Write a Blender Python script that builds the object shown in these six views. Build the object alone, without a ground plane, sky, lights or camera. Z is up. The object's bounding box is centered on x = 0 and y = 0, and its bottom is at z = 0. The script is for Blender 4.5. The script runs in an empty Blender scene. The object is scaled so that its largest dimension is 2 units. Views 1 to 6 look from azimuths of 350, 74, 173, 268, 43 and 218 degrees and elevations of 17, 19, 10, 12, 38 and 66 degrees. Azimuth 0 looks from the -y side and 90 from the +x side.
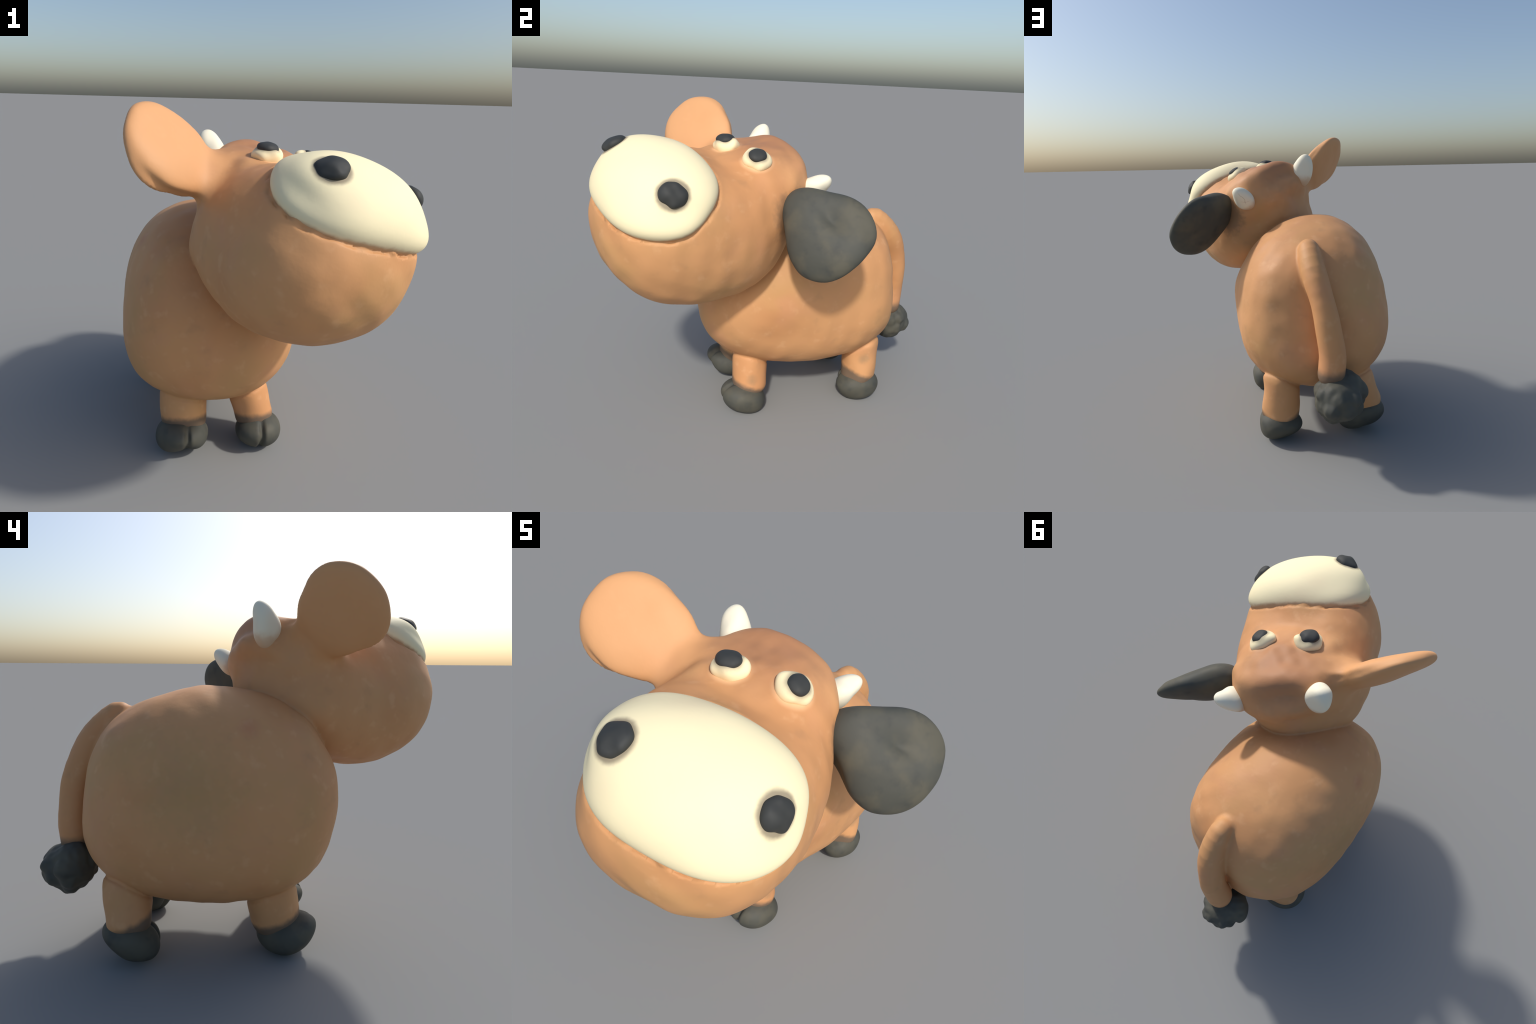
"""A plasticine calf, modelled the way the real one was: balls, paddles and rolls of
clay, each pressed by thumb into shape, stuck together and smoothed at the joints.

Every piece is a signed distance function.  A `Lump` is an ellipsoid of clay with 32
gentle thumb presses spread evenly over it (the corners and face centres of an
icosahedron): positive pushes the clay out, negative dents it.  Pieces of the same
clay are blended with a soft minimum and skinned as one surface, which is then split
into its anatomical parts along the blend lines.
All parts keep their origin at the world origin, so Object coordinates are metres.
"""
import bpy
import math
import numpy as np
from itertools import combinations

# ------------------------------------------------------------------ clay shapes

def icosahedron_directions():
    p = (1 + 5 ** 0.5) / 2
    corner = np.array([[-1, p, 0], [1, p, 0], [-1, -p, 0], [1, -p, 0], [0, -1, p], [0, 1, p],
                       [0, -1, -p], [0, 1, -p], [p, 0, -1], [p, 0, 1], [-p, 0, -1], [-p, 0, 1]])
    corner /= np.linalg.norm(corner, axis=1)[:, None]
    face = []
    for i in range(12):
        for j in range(i):
            for k in range(j):
                a, b, c = corner[i], corner[j], corner[k]
                if max(np.linalg.norm(a - b), np.linalg.norm(a - c), np.linalg.norm(b - c)) < 1.1:
                    face.append((a + b + c) / np.linalg.norm(a + b + c))
    return np.vstack([corner, face])


PRESS_DIRECTIONS = icosahedron_directions()
PRESS_SHARPNESS = 6.0


def turn_matrix(w):
    w = np.array(w, float)
    t = np.linalg.norm(w)
    if t < 1e-9:
        return np.eye(3)
    k = w / t
    K = np.array([[0, -k[2], k[1]], [k[2], 0, -k[0]], [-k[1], k[0], 0]])
    return np.eye(3) + math.sin(t) * K + (1 - math.cos(t)) * K @ K


class Lump:
    """Ellipsoid of clay (radii along its own axes, turned by an axis-angle vector), thumb-pressed."""

    def __init__(self, centre, radii, turn, presses=None):
        self.centre, self.radii = np.array(centre), np.array(radii)
        self.axes = turn_matrix(turn)
        self.presses = None if presses is None else np.array(presses)

    def local(self, P):
        return (P - self.centre) @ self.axes

    def __call__(self, P):
        q = self.local(P)
        s = q / self.radii
        n = np.linalg.norm(s, axis=-1) + 1e-9
        r = 1.0
        if self.presses is not None:
            r = 1 + np.exp(PRESS_SHARPNESS * ((s / n[..., None]) @ PRESS_DIRECTIONS.T - 1)) @ self.presses
        return (n - r) / (np.linalg.norm(q / self.radii ** 2, axis=-1) / n + 1e-9)

    def box(self, margin=0.08):
        r = (self.radii.max()) * 1.25 + margin
        return self.centre - r, self.centre + r


def catmull_rom(P, t):
    P = np.vstack([2 * P[0] - P[1], P, 2 * P[-1] - P[-2]])
    i = np.clip(np.floor(t).astype(int), 0, len(P) - 4)
    u = (t - i)[:, None]
    a, b, c, d = P[i], P[i + 1], P[i + 2], P[i + 3]
    return 0.5 * (2 * b + (c - a) * u + (2 * a - 5 * b + 4 * c - d) * u ** 2 + (3 * b - a - 3 * c + d) * u ** 3)


class Roll:
    """A roll of clay along a smooth curve through points (x, y, z, radius)."""

    def __init__(self, *points, steps=16):
        P = np.array(points, float)
        self.knots = catmull_rom(P, np.linspace(0, len(P) - 1, steps))

    def __call__(self, P):
        f = np.full(P.shape[:-1], 9.0)
        for a, b in zip(self.knots[:-1], self.knots[1:]):
            d = b[:3] - a[:3]
            t = np.clip((P - a[:3]) @ d / (d @ d), 0, 1)
            q = P - a[:3] - t[..., None] * d
            f = np.minimum(f, np.sqrt(np.einsum('...i,...i', q, q)) - a[3] - t * (b[3] - a[3]))
        return f


def blend(a, b, k):
    """Soft minimum: joins two clay shapes with a fillet about k wide."""
    h = np.clip(0.5 + 0.5 * (b - a) / k, 0, 1)
    return b * (1 - h) + a * h - k * h * (1 - h)


def press(P, *thumbs):
    """Single thumb marks (x, y, z, reach, depth): positive depth pushes the surface in, negative builds it up."""
    return sum(t[4] * np.exp(-((P - np.array(t[:3])) ** 2).sum(-1) / t[3] ** 2) for t in thumbs)


WAVES = np.random.default_rng(7)
WAVE_DIR = WAVES.normal(size=(14, 3))
WAVE_DIR /= np.linalg.norm(WAVE_DIR, axis=1)[:, None]
WAVE_PHASE = WAVES.uniform(0, 6.283, 14)


def unevenness(P, size):
    """Smooth random swelling in -1..1, bumps about `size` across."""
    return np.sin(P @ (WAVE_DIR.T * (math.pi / size)) + WAVE_PHASE).sum(-1) / 4.5

# ------------------------------------------------------------------ skinning a shape

def grid_values(f, lo, n, h):
    """Signed distance on a grid, computed exactly only near the surface."""
    step = 4
    m = (n + step - 1) // step + 1
    ax = [lo[i] + np.arange(m[i]) * h * step for i in range(3)]
    coarse = f(np.stack(np.meshgrid(*ax, indexing='ij'), -1).reshape(-1, 3)).reshape(m)
    near = np.abs(coarse) < h * step * 2.2
    idx = [np.arange(n[i]) // step for i in range(3)]
    wide = np.zeros_like(near)
    for o in np.ndindex(2, 2, 2):
        wide[:-1, :-1, :-1] |= near[o[0]:m[0] - 1 + o[0], o[1]:m[1] - 1 + o[1], o[2]:m[2] - 1 + o[2]]
    fine = coarse[np.ix_(*idx)].copy()
    at = np.argwhere(wide[np.ix_(*idx)])
    values = np.concatenate([f(lo + part * h) for part in np.array_split(at, max(1, len(at) // 60000))])
    fine[tuple(at.T)] = values
    return fine


def gradient(f, P, e=1e-3):
    g = np.empty_like(P)
    for i in range(3):
        d = np.zeros(3)
        d[i] = e
        g[:, i] = (f(P + d) - f(P - d)) / (2 * e)
    return g


def skin(f, lo, hi, h):
    """Surface net over the zero level of f: vertices, quads, outward normals."""
    lo, hi = np.array(lo, float), np.array(hi, float)
    n = np.ceil((hi - lo) / h).astype(int) + 1
    V = grid_values(f, lo, n, h)
    inside = V < 0
    c = n - 1
    corner = list(np.ndindex(2, 2, 2))
    count = sum(inside[o[0]:o[0] + c[0], o[1]:o[1] + c[1], o[2]:o[2] + c[2]].astype(int) for o in corner)
    active = (count > 0) & (count < 8)
    cells = np.argwhere(active)
    number = np.full(c, -1)
    number[tuple(cells.T)] = np.arange(len(cells))
    total, hits = np.zeros((len(cells), 3)), np.zeros(len(cells))
    for a, b in combinations(corner, 2):
        a, b = np.array(a), np.array(b)
        if np.abs(a - b).sum() != 1:
            continue
        va, vb = V[tuple((cells + a).T)], V[tuple((cells + b).T)]
        cross = (va < 0) != (vb < 0)
        t = np.where(cross, va / np.where(cross, va - vb, 1), 0)
        total += cross[:, None] * (a + t[:, None] * (b - a))
        hits += cross
    P = lo + (cells + total / hits[:, None]) * h
    quads = []
    for i in range(3):
        j, k = (i + 1) % 3, (i + 2) % 3
        a = [slice(1, -1)] * 3
        a[i] = slice(0, -1)
        b = list(a)
        b[i] = slice(1, None)
        s0, s1 = inside[tuple(a)], inside[tuple(b)]
        for flip in (False, True):
            e = np.argwhere((s0 & ~s1) if not flip else (~s0 & s1))
            base = e + 1
            base[:, i] -= 1
            dj, dk = np.eye(3, dtype=int)[j], np.eye(3, dtype=int)[k]
            ring = [base - dj - dk, base - dk, base, base - dj]
            q = np.stack([number[tuple(r.T)] for r in ring], 1)
            quads.append(q[:, ::-1] if flip else q)
    Q = np.concatenate(quads)
    Q = Q[(Q >= 0).all(1)]

    def settle(P, times):
        for _ in range(times):
            g = gradient(f, P)
            move = (f(P) / np.maximum((g ** 2).sum(1), 0.2))[:, None] * g
            P = P - np.clip(move, -h / 2, h / 2)
        return P

    P = settle(P, 2)
    for _ in range(2):                                  # even out the quads, stay on the surface
        acc, cnt = np.zeros_like(P), np.zeros(len(P))
        for x in range(4):
            for y in (1, 3):
                np.add.at(acc, Q[:, x], P[Q[:, (x + y) % 4]])
                np.add.at(cnt, Q[:, x], 1)
        P = settle(P + 0.6 * (acc / np.maximum(cnt, 1)[:, None] - P), 2)
    N = gradient(f, P, 0.0025)
    N /= np.linalg.norm(N, axis=1)[:, None] + 1e-12
    return P, Q, N


def mesh_object(name, P, Q, N, material, parent):
    used = np.unique(Q)
    remap = np.full(len(P), -1)
    remap[used] = np.arange(len(used))
    mesh = bpy.data.meshes.new(name)
    mesh.from_pydata(P[used].tolist(), [], remap[Q].tolist())
    mesh.materials.append(material)
    mesh.shade_smooth()
    mesh.normals_split_custom_set_from_vertices(N[used].tolist())
    obj = bpy.data.objects.new(name, mesh)
    bpy.context.scene.collection.objects.link(obj)
    obj.parent = parent
    return obj


def piece(name, f, box, h, material, parent):
    return mesh_object(name, *skin(f, *box, h), material, parent)

# ------------------------------------------------------------------ the pieces of clay
# The calf stands facing -y with its head turned to its left (+x) and its nose tipped up.

TORSO = Lump(centre=[-0.148, 0.225, 0.728], radii=[0.497, 0.72, 0.438], turn=[-0.062, -0.196, -0.245],
    presses=[-0.143, -0.088, 0.061, -0.064, 0.157, 0.005, 0.124, 0.02, -0.125, -0.046, 0.1, 0.007, 0, -0.188, -0.115, -0.134, 0.174, -0.024, 0.069, -0.067, -0.022, 0.091, -0.129, 0.057, 0.12, 0.047, 0, -0.022, -0.015, 0.159, 0.078, -0.072])
JAW = Lump(centre=[0.099, -0.455, 1.227], radii=[0.414, 0.474, 0.42], turn=[-0.052, 0.329, 0.367],
    presses=[-0.081, -0.074, 0.127, 0.121, 0.087, -0.014, 0.025, -0.167, 0.042, -0.048, -0.069, -0.051, -0.022, 0.17, 0.025, 0.039, 0.106, 0.073, -0.079, 0.121, 0.044, -0.254, -0.01, -0.028, 0.128, 0.131, 0, 0.045, -0.013, -0.259, -0.044, -0.079])
CRANIUM = Lump(centre=[-0.015, -0.18, 1.376], radii=[0.367, 0.321, 0.176], turn=[-0.836, 0.824, -3.156],
    presses=[0.051, -0.052, -0.01, -0.304, -0.081, -0.026, 0.097, 0.189, -0.13, -0.196, 0.086, -0.031, 0.017, 0.054, -0.119, 0.118, -0.061, -0.057, -0.134, 0.018, 0.222, -0.072, -0.191, -0.098, 0.089, 0.068, 0.075, 0.068, 0.062, 0.425, 0.023, -0.123])
MUZZLE = Lump(centre=[0.285, -0.721, 1.406], radii=[0.385, 0.26, 0.139], turn=[0.333, 0.392, 0.34],
    presses=[0.083, 0.068, 0, 0.016, 0.028, 0.096, -0.009, 0, 0.029, -0.138, 0.02, -0.015, -0.033, -0.031, -0.059, -0.095, -0.046, -0.062, 0.014, -0.009, 0.06, 0.146, -0.056, -0.035, 0.082, 0.065, 0.073, -0.038, -0.051, 0.092, -0.083, -0.138])
TAN_EAR = Lump(centre=[-0.389, -0.418, 1.56], radii=[0.23, 0.224, 0.055], turn=[-1.412, 1.033, -2.776],
    presses=[-0.179, 0, -0.059, -0.081, 0.056, 0.282, 0.125, -0.098, 0.05, 0.063, -0.033, 0, -0.036, -0.143, -0.094, 0.081, 0.117, 0.048, -0.068, -0.026, 0.041, -0.248, -0.04, -0.036, 0.069, -0.091, 0.259, 0.105, -0.093, 0.099, -0.149, 0.06])
BLACK_EAR = Lump(centre=[0.484, 0.04, 1.213], radii=[0.246, 0.217, 0.075], turn=[1.013, 0.764, 0.213],
    presses=[-0.097, -0.155, -0.127, -0.046, 0.247, -0.495, 0.094, 0.217, -0.188, 0, 0.224, 0.114, 0, -0.075, 0, 0.019, 0, 0.25, -0.179, 0.058, -0.032, 0.143, 0.006, -0.113, -0.097, -0.08, 0.266, -0.173, -0.01, 0.231, 0, -0.047])
TALL_HORN = Lump(centre=[-0.205, -0.102, 1.535], radii=[0.104, 0.068, 0.065], turn=[1.99, 0.174, 2.202],
    presses=[0.042, -0.111, 0.041, -0.144, 0.077, 0.078, 0.036, -0.129, 0.064, -0.017, 0.056, 0, -0.091, 0.109, -0.118, 0.009, 0.006, 0.062, 0.03, -0.052, -0.069, -0.069, -0.073, 0.103, 0.054, -0.055, 0, 0.078, 0.016, 0.061, -0.008, 0.026])
LOW_HORN = Lump(centre=[0.201, 0.081, 1.37], radii=[0.091, 0.057, 0.063], turn=[-1.546, -0.892, -0.329],
    presses=[0.055, -0.131, 0, 0, -0.006, -0.061, 0.076, 0.081, -0.201, 0.21, 0.02, 0.011, 0, -0.046, -0.047, 0.091, -0.143, -0.047, 0.084, 0.074, 0.022, -0.011, 0.02, -0.074, 0.02, 0.058, 0.098, 0.015, -0.069, -0.115, -0.005, 0])
TUFT = Lump(centre=[-0.238, 0.865, 0.374], radii=[0.141, 0.127, 0.139], turn=[0.247, 0.04, 0.123],
    presses=[0, 0.021, 0.01, 0.058, 0.061, -0.169, 0.035, -0.081, -0.064, -0.045, -0.114, 0.072, 0.208, 0.028, -0.106, -0.058, 0.129, 0.073, -0.043, 0.019, 0.066, 0, -0.049, 0.021, 0.03, -0.005, -0.102, 0.058, -0.084, 0.104, -0.146, 0.072])
HOOF_FRONT_RIGHT = Lump(centre=[-0.363, -0.214, 0.096], radii=[0.132, 0.15, 0.091], turn=[-0.164, 0.023, 0.131],
    presses=[-0.012, 0, 0, -0.081, -0.011, 0, -0.177, 0.018, 0.022, 0, 0.126, 0.061, 0.055, 0, -0.131, -0.026, 0.053, 0.01, -0.014, -0.051, -0.006, -0.021, 0.033, -0.044, -0.026, 0.048, 0.093, 0.068, 0.038, 0.011, -0.024, -0.006])
HOOF_FRONT_LEFT = Lump(centre=[0.039, -0.202, 0.08], radii=[0.123, 0.138, 0.091], turn=[-0.2, 0.034, -0.045],
    presses=[-0.013, 0.012, 0.026, -0.014, 0.004, -0.006, -0.027, 0.023, -0.013, 0.027, 0.009, 0, 0.013, -0.056, -0.03, -0.014, 0, 0.057, 0, 0, 0.026, 0.008, -0.038, -0.026, -0.022, 0, 0.007, 0.017, -0.006, 0, 0, 0.032])
HOOF_BACK_LEFT = Lump(centre=[0.054, 0.526, 0.084], radii=[0.123, 0.132, 0.092], turn=[0.047, 0.043, -0.022],
    presses=[0.02, 0.031, -0.12, 0.023, 0.024, 0.013, 0.106, -0.09, -0.007, 0.005, 0.06, 0.007, 0.067, 0.049, -0.05, -0.058, -0.054, 0.056, 0.026, 0.011, 0.085, 0.005, -0.095, -0.082, -0.098, -0.071, -0.037, 0.048, 0.008, 0, 0.116, 0])
HOOF_BACK_RIGHT = Lump(centre=[-0.44, 0.513, 0.106], radii=[0.136, 0.139, 0.095], turn=[0.239, 0.153, 0.102],
    presses=[0.006, 0.024, -0.019, -0.031, -0.012, 0, 0.035, -0.148, 0.08, -0.017, 0.036, 0.046, -0.041, 0.076, -0.025, -0.063, 0, 0.055, -0.026, -0.008, 0, -0.018, 0.013, -0.011, 0.116, -0.031, -0.04, -0.022, 0.072, -0.01, 0.033, -0.049])
NOSTRIL_RIGHT = Lump(centre=[0.139, -0.868, 1.565], radii=[0.059, 0.059, 0.03], turn=[0.469, -0.159, 0.163])
NOSTRIL_LEFT = Lump(centre=[0.547, -0.646, 1.42], radii=[0.063, 0.053, 0.03], turn=[0.58, 0.977, 1.119])
EYE_RIGHT = Lump(centre=[0.019, -0.328, 1.55], radii=[0.072, 0.062, 0.044], turn=[0.196, 0.096, 0.559])
EYE_LEFT = Lump(centre=[0.224, -0.224, 1.511], radii=[0.072, 0.064, 0.039], turn=[0.321, 0.53, 0.785])
PUPIL_RIGHT = Lump(centre=[0.018, -0.338, 1.581], radii=[0.05, 0.045, 0.025], turn=[0.136, 0.099, 0.549])
PUPIL_LEFT = Lump(centre=[0.243, -0.226, 1.534], radii=[0.042, 0.046, 0.021], turn=[0.186, 0.52, 0.535])

TAIL = Roll([-0.125, 0.555, 1.1, 0.05], [-0.118, 0.62, 1.115, 0.056], [-0.124, 0.718, 1.018, 0.066],
            [-0.156, 0.806, 0.859, 0.063], [-0.195, 0.842, 0.63, 0.066], [-0.193, 0.83, 0.5, 0.072])
TAIL_INSIDE = Roll([-0.128, 0.63, 1.06, 0.05], [-0.138, 0.70, 0.965, 0.05], [-0.166, 0.775, 0.83, 0.046], [-0.196, 0.812, 0.68, 0.048],
                   [-0.198, 0.82, 0.56, 0.05])
LEG_FRONT_RIGHT = Roll([-0.358, -0.13, 0.34, 0.127], [-0.356, -0.155, 0.175, 0.121], steps=3)
LEG_FRONT_LEFT = Roll([-0.03, -0.153, 0.34, 0.106], [0.016, -0.165, 0.16, 0.101], steps=3)
LEG_BACK_LEFT = Roll([0.03, 0.54, 0.36, 0.107], [0.041, 0.536, 0.16, 0.106], steps=3)
LEG_BACK_RIGHT = Roll([-0.385, 0.536, 0.34, 0.116], [-0.443, 0.527, 0.20, 0.106], steps=3)


def clay_relief(P):
    """The hand-smoothed but never quite even surface: broad swellings and finger-tip dimples."""
    return 0.0026 * unevenness(P, 0.12) + 0.0018 * unevenness(P[..., ::-1] + 0.3, 0.055)


def torso(P):
    return TORSO(P) + 0.7 * clay_relief(P) + press(
        P, [-0.17, 0.385, 1.21, 0.12, 0.011], [0.215, -0.06, 0.54, 0.12, 0.018], [0.144, 0.079, 1.07, 0.10, -0.012],
        [-0.443, 0.565, 1.035, 0.12, -0.014], [-0.272, -0.446, 0.671, 0.11, -0.011], [-0.068, 0.71, 0.72, 0.10, -0.016],
        [0.03, 0.69, 0.50, 0.10, -0.016], [-0.55, -0.34, 0.64, 0.13, 0.007], [-0.49, -0.33, 0.51, 0.12, 0.005],
        [-0.325, -0.37, 1.01, 0.07, 0.012])


def lip_groove(P):
    """The furrow, ragged in depth, pressed into the face all round the edge of the muzzle pad."""
    return (0.008 + 0.008 * unevenness(P, 0.035)) * np.exp(-((MUZZLE(P) - 0.004) / 0.008) ** 2)


def brow_relief(P):
    """Pinched lumps and dents over the crown, round the eyes and at the horn roots."""
    where = np.exp(-(((P - np.array([0.06, -0.17, 1.48])) / (0.26, 0.24, 0.2)) ** 2).sum(-1))
    return where * (0.006 * unevenness(P + 0.17, 0.07) + 0.0028 * unevenness(P[..., [1, 2, 0]], 0.035))


def head(P):
    return blend(JAW(P), CRANIUM(P), 0.035) + clay_relief(P) + lip_groove(P) + brow_relief(P) + press(
        P, [-0.095, -0.385, 1.523, 0.05, -0.018], [-0.25, -0.21, 1.445, 0.07, 0.014], [-0.273, -0.475, 1.31, 0.08, -0.014],
        [-0.055, -0.02, 1.49, 0.05, -0.012], [-0.15, -0.02, 1.36, 0.08, 0.014],
        [-0.275, -0.36, 1.03, 0.09, 0.016])


def tan_ear(P):
    return TAN_EAR(P) + 0.6 * clay_relief(P)


def leg(roll):
    """A leg: uneven roll, nipped in where it was pressed onto the belly."""
    return lambda P: roll(P) + 0.0035 * unevenness(P, 0.07) + 0.006 * np.exp(-((TORSO(P) - 0.008) / 0.010) ** 2)


def tail(P):
    return blend(TAIL(P), TAIL_INSIDE(P), 0.04) + 0.002 * unevenness(P, 0.09)


def black_ear(P):
    return BLACK_EAR(P) + 0.6 * clay_relief(P)


BODY = [('torso', torso), ('head', head), ('ear', tan_ear), ('tail', tail),
        ('leg', leg(LEG_FRONT_RIGHT)), ('leg', leg(LEG_FRONT_LEFT)),
        ('leg', leg(LEG_BACK_LEFT)), ('leg', leg(LEG_BACK_RIGHT))]


def body(P):
    d = [f(P) for _, f in BODY]
    f = blend(d[0], d[1], 0.014)
    f = blend(f, d[2], 0.06)
    f = blend(f, d[3], 0.02)
    for x in d[4:]:
        f = blend(f, x, 0.008)
    return f


def hoof(lump, cleft_x, cleft_lean=0.0):
    """A ball of clay with the cleft between the toes pressed into its front."""
    def f(P):
        q = P - lump.centre
        across = (P[..., 0] - cleft_x - cleft_lean * q[..., 2])
        front = np.clip((-q[..., 1] - 0.02) / 0.09, 0, 1)
        f = lump(P) + (0.024 + 0.005 * unevenness(P, 0.03)) * front * np.exp(-(across / 0.013) ** 2) + 0.0018 * unevenness(P, 0.06)
        return -blend(-f, P[..., 2], 0.01)             # flattened where it stands
    return f


def tuft_strands():
    """Stubby fingers of clay spreading from the tail's end, squeezed together like a fist."""
    rng = np.random.default_rng(12)
    root = TUFT.centre + np.array([0.015, -0.01, 0.05])
    for ring, (z, count) in enumerate(((0.25, 6), (-0.3, 7), (-0.78, 4), (-1.0, 1))):
        for i in range(count):
            turn = 2 * math.pi * (i + 0.5 * (ring % 2)) / count + rng.uniform(-0.25, 0.25) + 0.3
            h = min(1, max(-1, z + rng.uniform(-0.12, 0.12)))
            d = np.array([math.cos(turn) * math.sqrt(1 - h * h), math.sin(turn) * math.sqrt(1 - h * h), h])
            reach = np.linspace(0.03, 0.25, 300)
            r = reach[np.argmax(TUFT(TUFT.centre + reach[:, None] * d) > 0)]
            size = rng.uniform(0.040, 0.058)
            yield Roll([*root, 0.045], [*(root * 0.3 + TUFT.centre * 0.7 + 0.5 * r * d), size], [*(TUFT.centre + d * (r - size * rng.uniform(0.78, 1.0))), size], steps=3), rng.uniform(0.006, 0.016)


STRANDS = list(tuft_strands())


def tuft(P):
    f = TUFT(P) + 0.007
    for strand, soft in STRANDS:
        f = blend(f, strand(P), soft)
    return f + 0.002 * unevenness(P, 0.04) + 0.0015 * unevenness(P[..., ::-1], 0.02)


def lumpy(lump, depth, size):
    return lambda P: lump(P) + depth * unevenness(P, size)

# ------------------------------------------------------------------ materials

class Nodes:
    def __init__(self, name, roughness):
        self.material = bpy.data.materials.new(name)
        self.material.use_nodes = True
        self.tree = self.material.node_tree
        self.shader = self.tree.nodes['Principled BSDF']
        self.shader.inputs['Roughness'].default_value = roughness
        self.shader.inputs['Specular IOR Level'].default_value = 0.32
        self.where = self.tree.nodes.new('ShaderNodeTexCoord').outputs['Object']

    def link(self, a, b):
        self.tree.links.new(a, b)

    def math(self, op, a, b=None, c=None, clamp=False):
        n = self.tree.nodes.new('ShaderNodeMath')
        n.operation, n.use_clamp = op, clamp
        for i, x in enumerate((a, b, c)):
            if x is None:
                continue
            if isinstance(x, (int, float)):
                n.inputs[i].default_value = x
            else:
                self.link(x, n.inputs[i])
        return n.outputs[0]

    def noise(self, scale, detail=3, low=0.4, high=0.7, seed=0.0):
        n = self.tree.nodes.new('ShaderNodeTexNoise')
        n.noise_dimensions = '4D'
        n.inputs['W'].default_value = seed
        n.inputs['Scale'].default_value = scale
        n.inputs['Detail'].default_value = detail
        self.link(self.where, n.inputs['Vector'])
        if low is None:
            return n.outputs['Fac']
        return self.ramp(n.outputs['Fac'], low, high)

    def ramp(self, x, low, high):
        m = self.tree.nodes.new('ShaderNodeMapRange')
        m.interpolation_type = 'SMOOTHSTEP'
        m.inputs['From Min'].default_value, m.inputs['From Max'].default_value = low, high
        self.link(x, m.inputs['Value'])
        return m.outputs['Result']

    def colour(self, c):
        n = self.tree.nodes.new('ShaderNodeRGB')
        n.outputs[0].default_value = (*[linear(v) for v in c], 1)
        return n.outputs[0]

    def mix(self, a, b, fac):
        n = self.tree.nodes.new('ShaderNodeMix')
        n.data_type = 'RGBA'
        if isinstance(fac, (int, float)):
            n.inputs['Factor'].default_value = fac
        else:
            self.link(fac, n.inputs['Factor'])
        self.link(a, n.inputs['A'])
        self.link(b, n.inputs['B'])
        return n.outputs['Result']

    def spot(self, centre, radius, soft=0.5, rough=0.0):
        """1 at a place on the model, fading to 0 at `radius`."""
        n = self.tree.nodes.new('ShaderNodeVectorMath')
        n.operation = 'DISTANCE'
        n.inputs[1].default_value = centre
        self.link(self.where, n.inputs[0])
        d = n.outputs['Value']
        if rough:
            d = self.math('MULTIPLY_ADD', self.noise(28, 3, None), rough * 2, self.math('SUBTRACT', d, rough))
        m = self.tree.nodes.new('ShaderNodeMapRange')
        m.interpolation_type = 'SMOOTHSTEP'
        m.inputs['From Min'].default_value, m.inputs['From Max'].default_value = radius, radius * (1 - soft)
        self.link(d, m.inputs['Value'])
        return m.outputs['Result']

    def beyond(self, point, direction, soft, rough=0.0, scale=30):
        """0 on one side of a plane, 1 a distance `soft` past it on the other, edge wandering by `rough`."""
        d = np.array(direction, float)
        d /= np.linalg.norm(d)
        n = self.tree.nodes.new('ShaderNodeVectorMath')
        n.operation = 'DOT_PRODUCT'
        n.inputs[1].default_value = d.tolist()
        self.link(self.where, n.inputs[0])
        x = self.math('SUBTRACT', n.outputs['Value'], float(d @ np.array(point)))
        if rough:
            x = self.math('MULTIPLY_ADD', self.noise(scale, 3, None), rough * 2, self.math('SUBTRACT', x, rough))
        return self.ramp(x, 0.0, soft)

    def crack(self, point, across, reach, width=0.0022):
        """A thin wandering line, square to `across`, fading out at `reach` from its middle."""
        d = np.array(across, float) / np.linalg.norm(across)
        n = self.tree.nodes.new('ShaderNodeVectorMath')
        n.operation = 'DOT_PRODUCT'
        n.inputs[1].default_value = d.tolist()
        self.link(self.where, n.inputs[0])
        x = self.math('SUBTRACT', n.outputs['Value'], float(d @ np.array(point)) + 0.03)
        x = self.math('MULTIPLY_ADD', self.noise(14, 2, None), 0.06, x)
        line = self.ramp(self.math('ABSOLUTE', x), width, width * 0.3)
        return self.math('MULTIPLY', line, self.spot(point, reach, 0.6))

    def pad_rim(self, rise, soft, rough):
        """1 at the saddle-shaped line where the muzzle pad meets the face, fading out `rise` above it."""
        def along(axis):
            n = self.tree.nodes.new('ShaderNodeVectorMath')
            n.operation = 'DOT_PRODUCT'
            n.inputs[1].default_value = axis
            self.link(self.where, n.inputs[0])
            return self.math('SUBTRACT', n.outputs['Value'], float(np.dot(axis, (0.29, -0.692, 1.388))))
        x, u, v = along((0.409, -0.357, 0.840)), along((0.735, 0.675, -0.071)), along((0.541, -0.646, -0.539))
        sag = self.math('MULTIPLY', self.math('MULTIPLY', u, u), 0.229)
        sag = self.math('MULTIPLY_ADD', self.math('MULTIPLY', v, v), -0.271, sag)
        sag = self.math('MULTIPLY_ADD', self.math('MULTIPLY', u, v), 0.517, sag)
        x = self.math('ADD', x, sag)
        x = self.math('MULTIPLY_ADD', self.noise(24, 3, None), rough * 2, self.math('SUBTRACT', x, rough))
        return self.ramp(x, rise, rise - soft)

    def finish(self, colour, bump=0.15, grain=60):
        self.link(colour, self.shader.inputs['Base Color'])
        b = self.tree.nodes.new('ShaderNodeBump')
        b.inputs['Strength'].default_value = bump
        b.inputs['Distance'].default_value = 0.004
        self.link(self.noise(grain, 3, None), b.inputs['Height'])
        self.link(b.outputs['Normal'], self.shader.inputs['Normal'])
        return self.material


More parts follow.
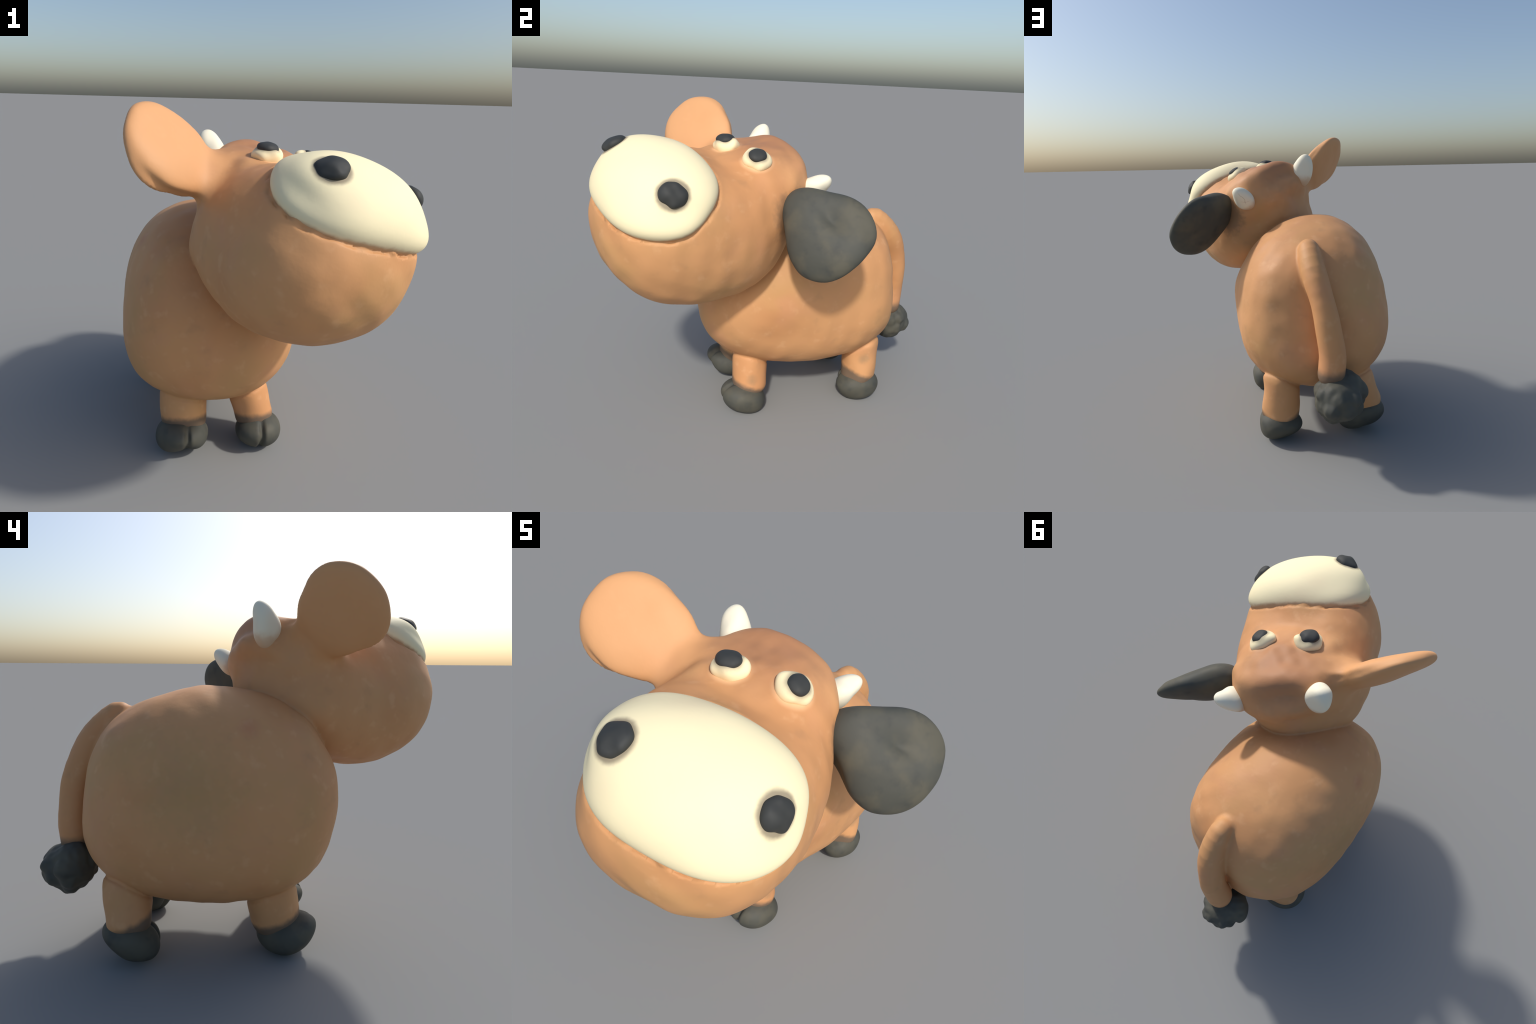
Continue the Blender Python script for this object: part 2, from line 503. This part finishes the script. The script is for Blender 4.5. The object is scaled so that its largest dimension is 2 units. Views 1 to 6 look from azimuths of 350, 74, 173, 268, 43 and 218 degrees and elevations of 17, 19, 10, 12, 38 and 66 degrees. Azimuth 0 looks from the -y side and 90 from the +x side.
def linear(v):
    v /= 255
    return v / 12.92 if v <= 0.04045 else ((v + 0.055) / 1.055) ** 2.4


def srgb(h):
    return tuple(int(h[i:i + 2], 16) for i in (0, 2, 4))


TAN, ORANGE, OLIVE, PINK, SOOT = map(srgb, ('d09a69', 'c98f5f', 'b99762', 'cd9272', '6e6250'))
CREAM, CREAM_WARM, HORN, BLACK, BLACK_WARM, GREY = map(srgb, ('f4e8bf', 'ecd6b2', 'efe9d2', '4b4c46', '57554a', '85867c'))


def spot(*a, **k):
    return lambda m: m.spot(*a, **k)


def beyond(*a, **k):
    return lambda m: m.beyond(*a, **k)


def stained(m, c, stains):
    for mask, tint, strength in stains:
        c = m.mix(c, m.colour(tint), m.math('MULTIPLY', mask(m), strength))
    return c


def tan_clay(name, *stains):
    """Tan clay kneaded from slightly different batches, with worked-in dirt where the other colours rub off."""
    m = Nodes(name, 0.58)
    c = m.mix(m.colour(TAN), m.colour(ORANGE), m.math('MULTIPLY', m.noise(2.6, 2, 0.42, 0.72), 0.7))
    c = m.mix(c, m.colour(OLIVE), m.math('MULTIPLY', m.noise(3.1, 2, 0.48, 0.75, 3.0), 0.4))
    c = m.mix(c, m.colour(PINK), m.math('MULTIPLY', m.noise(5.3, 2, 0.52, 0.75, 8.0), 0.25))
    c = m.mix(c, m.colour(SOOT), m.math('MULTIPLY', m.noise(11, 4, 0.55, 0.8, 5.0), 0.16))
    c = m.mix(c, m.colour(srgb('e2b286')), m.math('MULTIPLY', m.noise(16, 3, 0.55, 0.75, 12.0), 0.3))
    return m.finish(stained(m, c, stains), 0.35, 24)


def black_clay(name, *stains, base=BLACK):
    m = Nodes(name, 0.65)
    c = m.mix(m.colour(base), m.colour(BLACK_WARM), m.noise(8, 3, 0.4, 0.65, 2.0))
    c = m.mix(c, m.colour(srgb('36393a')), m.math('MULTIPLY', m.noise(14, 3, 0.5, 0.75, 6.0), 0.5))
    return m.finish(stained(m, c, stains), 0.35, 26)


def pale_clay(name, base, *stains):
    m = Nodes(name, 0.7)
    c = m.mix(m.colour(base), m.colour(CREAM_WARM), m.math('MULTIPLY', m.noise(3.5, 2, 0.5, 0.8, 1.0), 0.45))
    return m.finish(stained(m, c, stains), 0.15, 40)


BROWN_EDGE, DARK_EDGE = srgb('a8764e'), srgb('57524a')


def around(lump, by, soft, rough=0.006):
    return spot(lump.centre.tolist(), float(np.sort(lump.radii)[1:].mean()) + by, soft, rough)


body_clay = tan_clay(
    'tan_clay_body',
    (spot((-0.542, -0.027, 1.103), 0.07, 0.98, 0.015), srgb('c07a5c'), 0.4),          # reddish fleck on the right flank
    (spot((-0.55, 0.22, 0.84), 0.32, 0.9, 0.08), srgb('a8905e'), 0.5))                # olive patch on the right flank
head_clay = tan_clay(
    'tan_clay_head',
    (around(EYE_RIGHT, 0.024, 0.35), srgb('ecc296'), 0.8), (around(EYE_LEFT, 0.024, 0.35), srgb('ecc296'), 0.8),
    (spot((-0.44, -0.46, 1.61), 0.36, 0.45), srgb('d9a271'), 0.8),                   # the ear, a lighter tan than the head
    (spot((0.02, -0.12, 1.55), 0.34, 0.8, 0.03), srgb('a27253'), 0.72),               # handled, browner crown
    (spot((0.31, -0.05, 1.25), 0.16, 0.5, 0.05), DARK_EDGE, 0.55))                     # black rubbed off the ear root
tail_clay = tan_clay('tan_clay_tail', (beyond((-0.195, 0.84, 0.545), (0, 0, -1), 0.05, 0.01), DARK_EDGE, 0.8))


def leg_clay(hoof_lump, smudge):
    top = hoof_lump.centre + np.array([0, 0, 0.118])
    marks = [(beyond(top, (0, -0.35, -1), 0.035, 0.012), DARK_EDGE, 0.85)]
    if smudge:
        marks.append((spot(smudge, 0.05, 0.95, 0.02), srgb('7a745e'), 0.4))
    return tan_clay('tan_clay_leg', *marks)


muzzle_clay = pale_clay(
    'cream_clay_muzzle', CREAM,
    (lambda m: m.pad_rim(0.020, 0.022, 0.012), BROWN_EDGE, 0.7),
    (around(NOSTRIL_RIGHT, 0.022, 0.25), srgb('6a5e54'), 0.75), (around(NOSTRIL_LEFT, 0.022, 0.25), srgb('6a5e54'), 0.75))
BASE_SMEAR = srgb('c79a70')
tall_horn_clay = pale_clay('white_clay_tall_horn', HORN, (beyond((-0.205, -0.105, 1.515), (0.02, -0.03, -1), 0.06, 0.02), BASE_SMEAR, 0.6))
low_horn_clay = pale_clay(
    'white_clay_low_horn', HORN, (beyond((0.185, 0.075, 1.36), (-0.6, -0.5, -0.6), 0.05, 0.02), BASE_SMEAR, 0.6),
    (lambda m: m.crack((0.21, 0.15, 1.37), (0.8, 0.1, -0.6), 0.06), srgb('8a7c6c'), 0.45),
    (lambda m: m.crack((0.19, 0.14, 1.35), (0.2, 0.1, 1), 0.045), BROWN_EDGE, 0.35))
eye_clay = pale_clay('white_clay_eye', srgb('f4e6bc'), (around(PUPIL_RIGHT, 0.018, 0.4), srgb('6a6056'), 0.7), (around(PUPIL_LEFT, 0.018, 0.4), srgb('6a6056'), 0.7))
dark_clay = black_clay('black_clay')
bead_clay = black_clay('black_clay_bead', (lambda m: m.noise(20, 2, 0.1, 0.2), srgb('303335'), 0.8))
ear_black_clay = black_clay('black_clay_ear', (spot((0.40, -0.06, 1.18), 0.05, 0.95, 0.012), GREY, 0.7),
                            (spot((0.37, -0.03, 1.30), 0.07, 0.95, 0.025), GREY, 0.5))

# ------------------------------------------------------------------ building

calf = bpy.data.objects.new('clay_calf', None)
calf.empty_display_size = 0.3
bpy.context.scene.collection.objects.link(calf)
calf['label'] = 'round tan clay calf with big cream muzzle and one black ear'
calf['category'] = 'animal figurine'

P, Q, N = skin(body, (-0.72, -1.02, -0.03), (0.66, 0.98, 1.86), 0.0115)
middle = P[Q].mean(1)
nearest = np.argmin(np.stack([f(middle) for _, f in BODY]), 0)
leg_hooves = [('leg', HOOF_FRONT_RIGHT, -0.345, 0.05, None), ('leg', HOOF_FRONT_LEFT, 0.037, 0.06, (0.118, -0.17, 0.222)),
              ('leg', HOOF_BACK_LEFT, 0.01, 0.0, (0.13, 0.52, 0.30)), ('leg', HOOF_BACK_RIGHT, -0.43, 0.1, None)]
clays = [body_clay, head_clay, head_clay, tail_clay] + [leg_clay(h, s) for _, h, _, _, s in leg_hooves]
parts = []
for i, (name, f) in enumerate(BODY):
    parts.append(mesh_object(name, P, Q[nearest == i], N, clays[i], calf))
torso_part, head_part, tan_ear_part, tail_part = parts[:4]
tan_ear_part.parent = head_part

for leg_part, (_, lump, cleft, lean, _) in zip(parts[4:], leg_hooves):
    piece('hoof', hoof(lump, cleft, lean), lump.box(), 0.009, dark_clay, leg_part)
piece('tuft', tuft, (TUFT.centre - 0.2, TUFT.centre + 0.2), 0.008, dark_clay, tail_part)
piece('ear', black_ear, BLACK_EAR.box(), 0.01, ear_black_clay, head_part)
piece('muzzle', lumpy(MUZZLE, 0.0015, 0.12), MUZZLE.box(), 0.011, muzzle_clay, head_part)
for lump, clay in ((TALL_HORN, tall_horn_clay), (LOW_HORN, low_horn_clay)):
    piece('horn', lumpy(lump, 0.0012, 0.05), lump.box(), 0.006, clay, head_part)
for lump in (EYE_RIGHT, EYE_LEFT):
    piece('eye', lumpy(lump, 0.0035, 0.032), lump.box(), 0.005, eye_clay, head_part)
for lump in (PUPIL_RIGHT, PUPIL_LEFT):
    piece('pupil', lumpy(lump, 0.0012, 0.022), lump.box(), 0.0035, bead_clay, head_part)
for lump in (NOSTRIL_RIGHT, NOSTRIL_LEFT):
    piece('nostril', lumpy(lump, 0.0036, 0.028), lump.box(), 0.004, bead_clay, head_part)
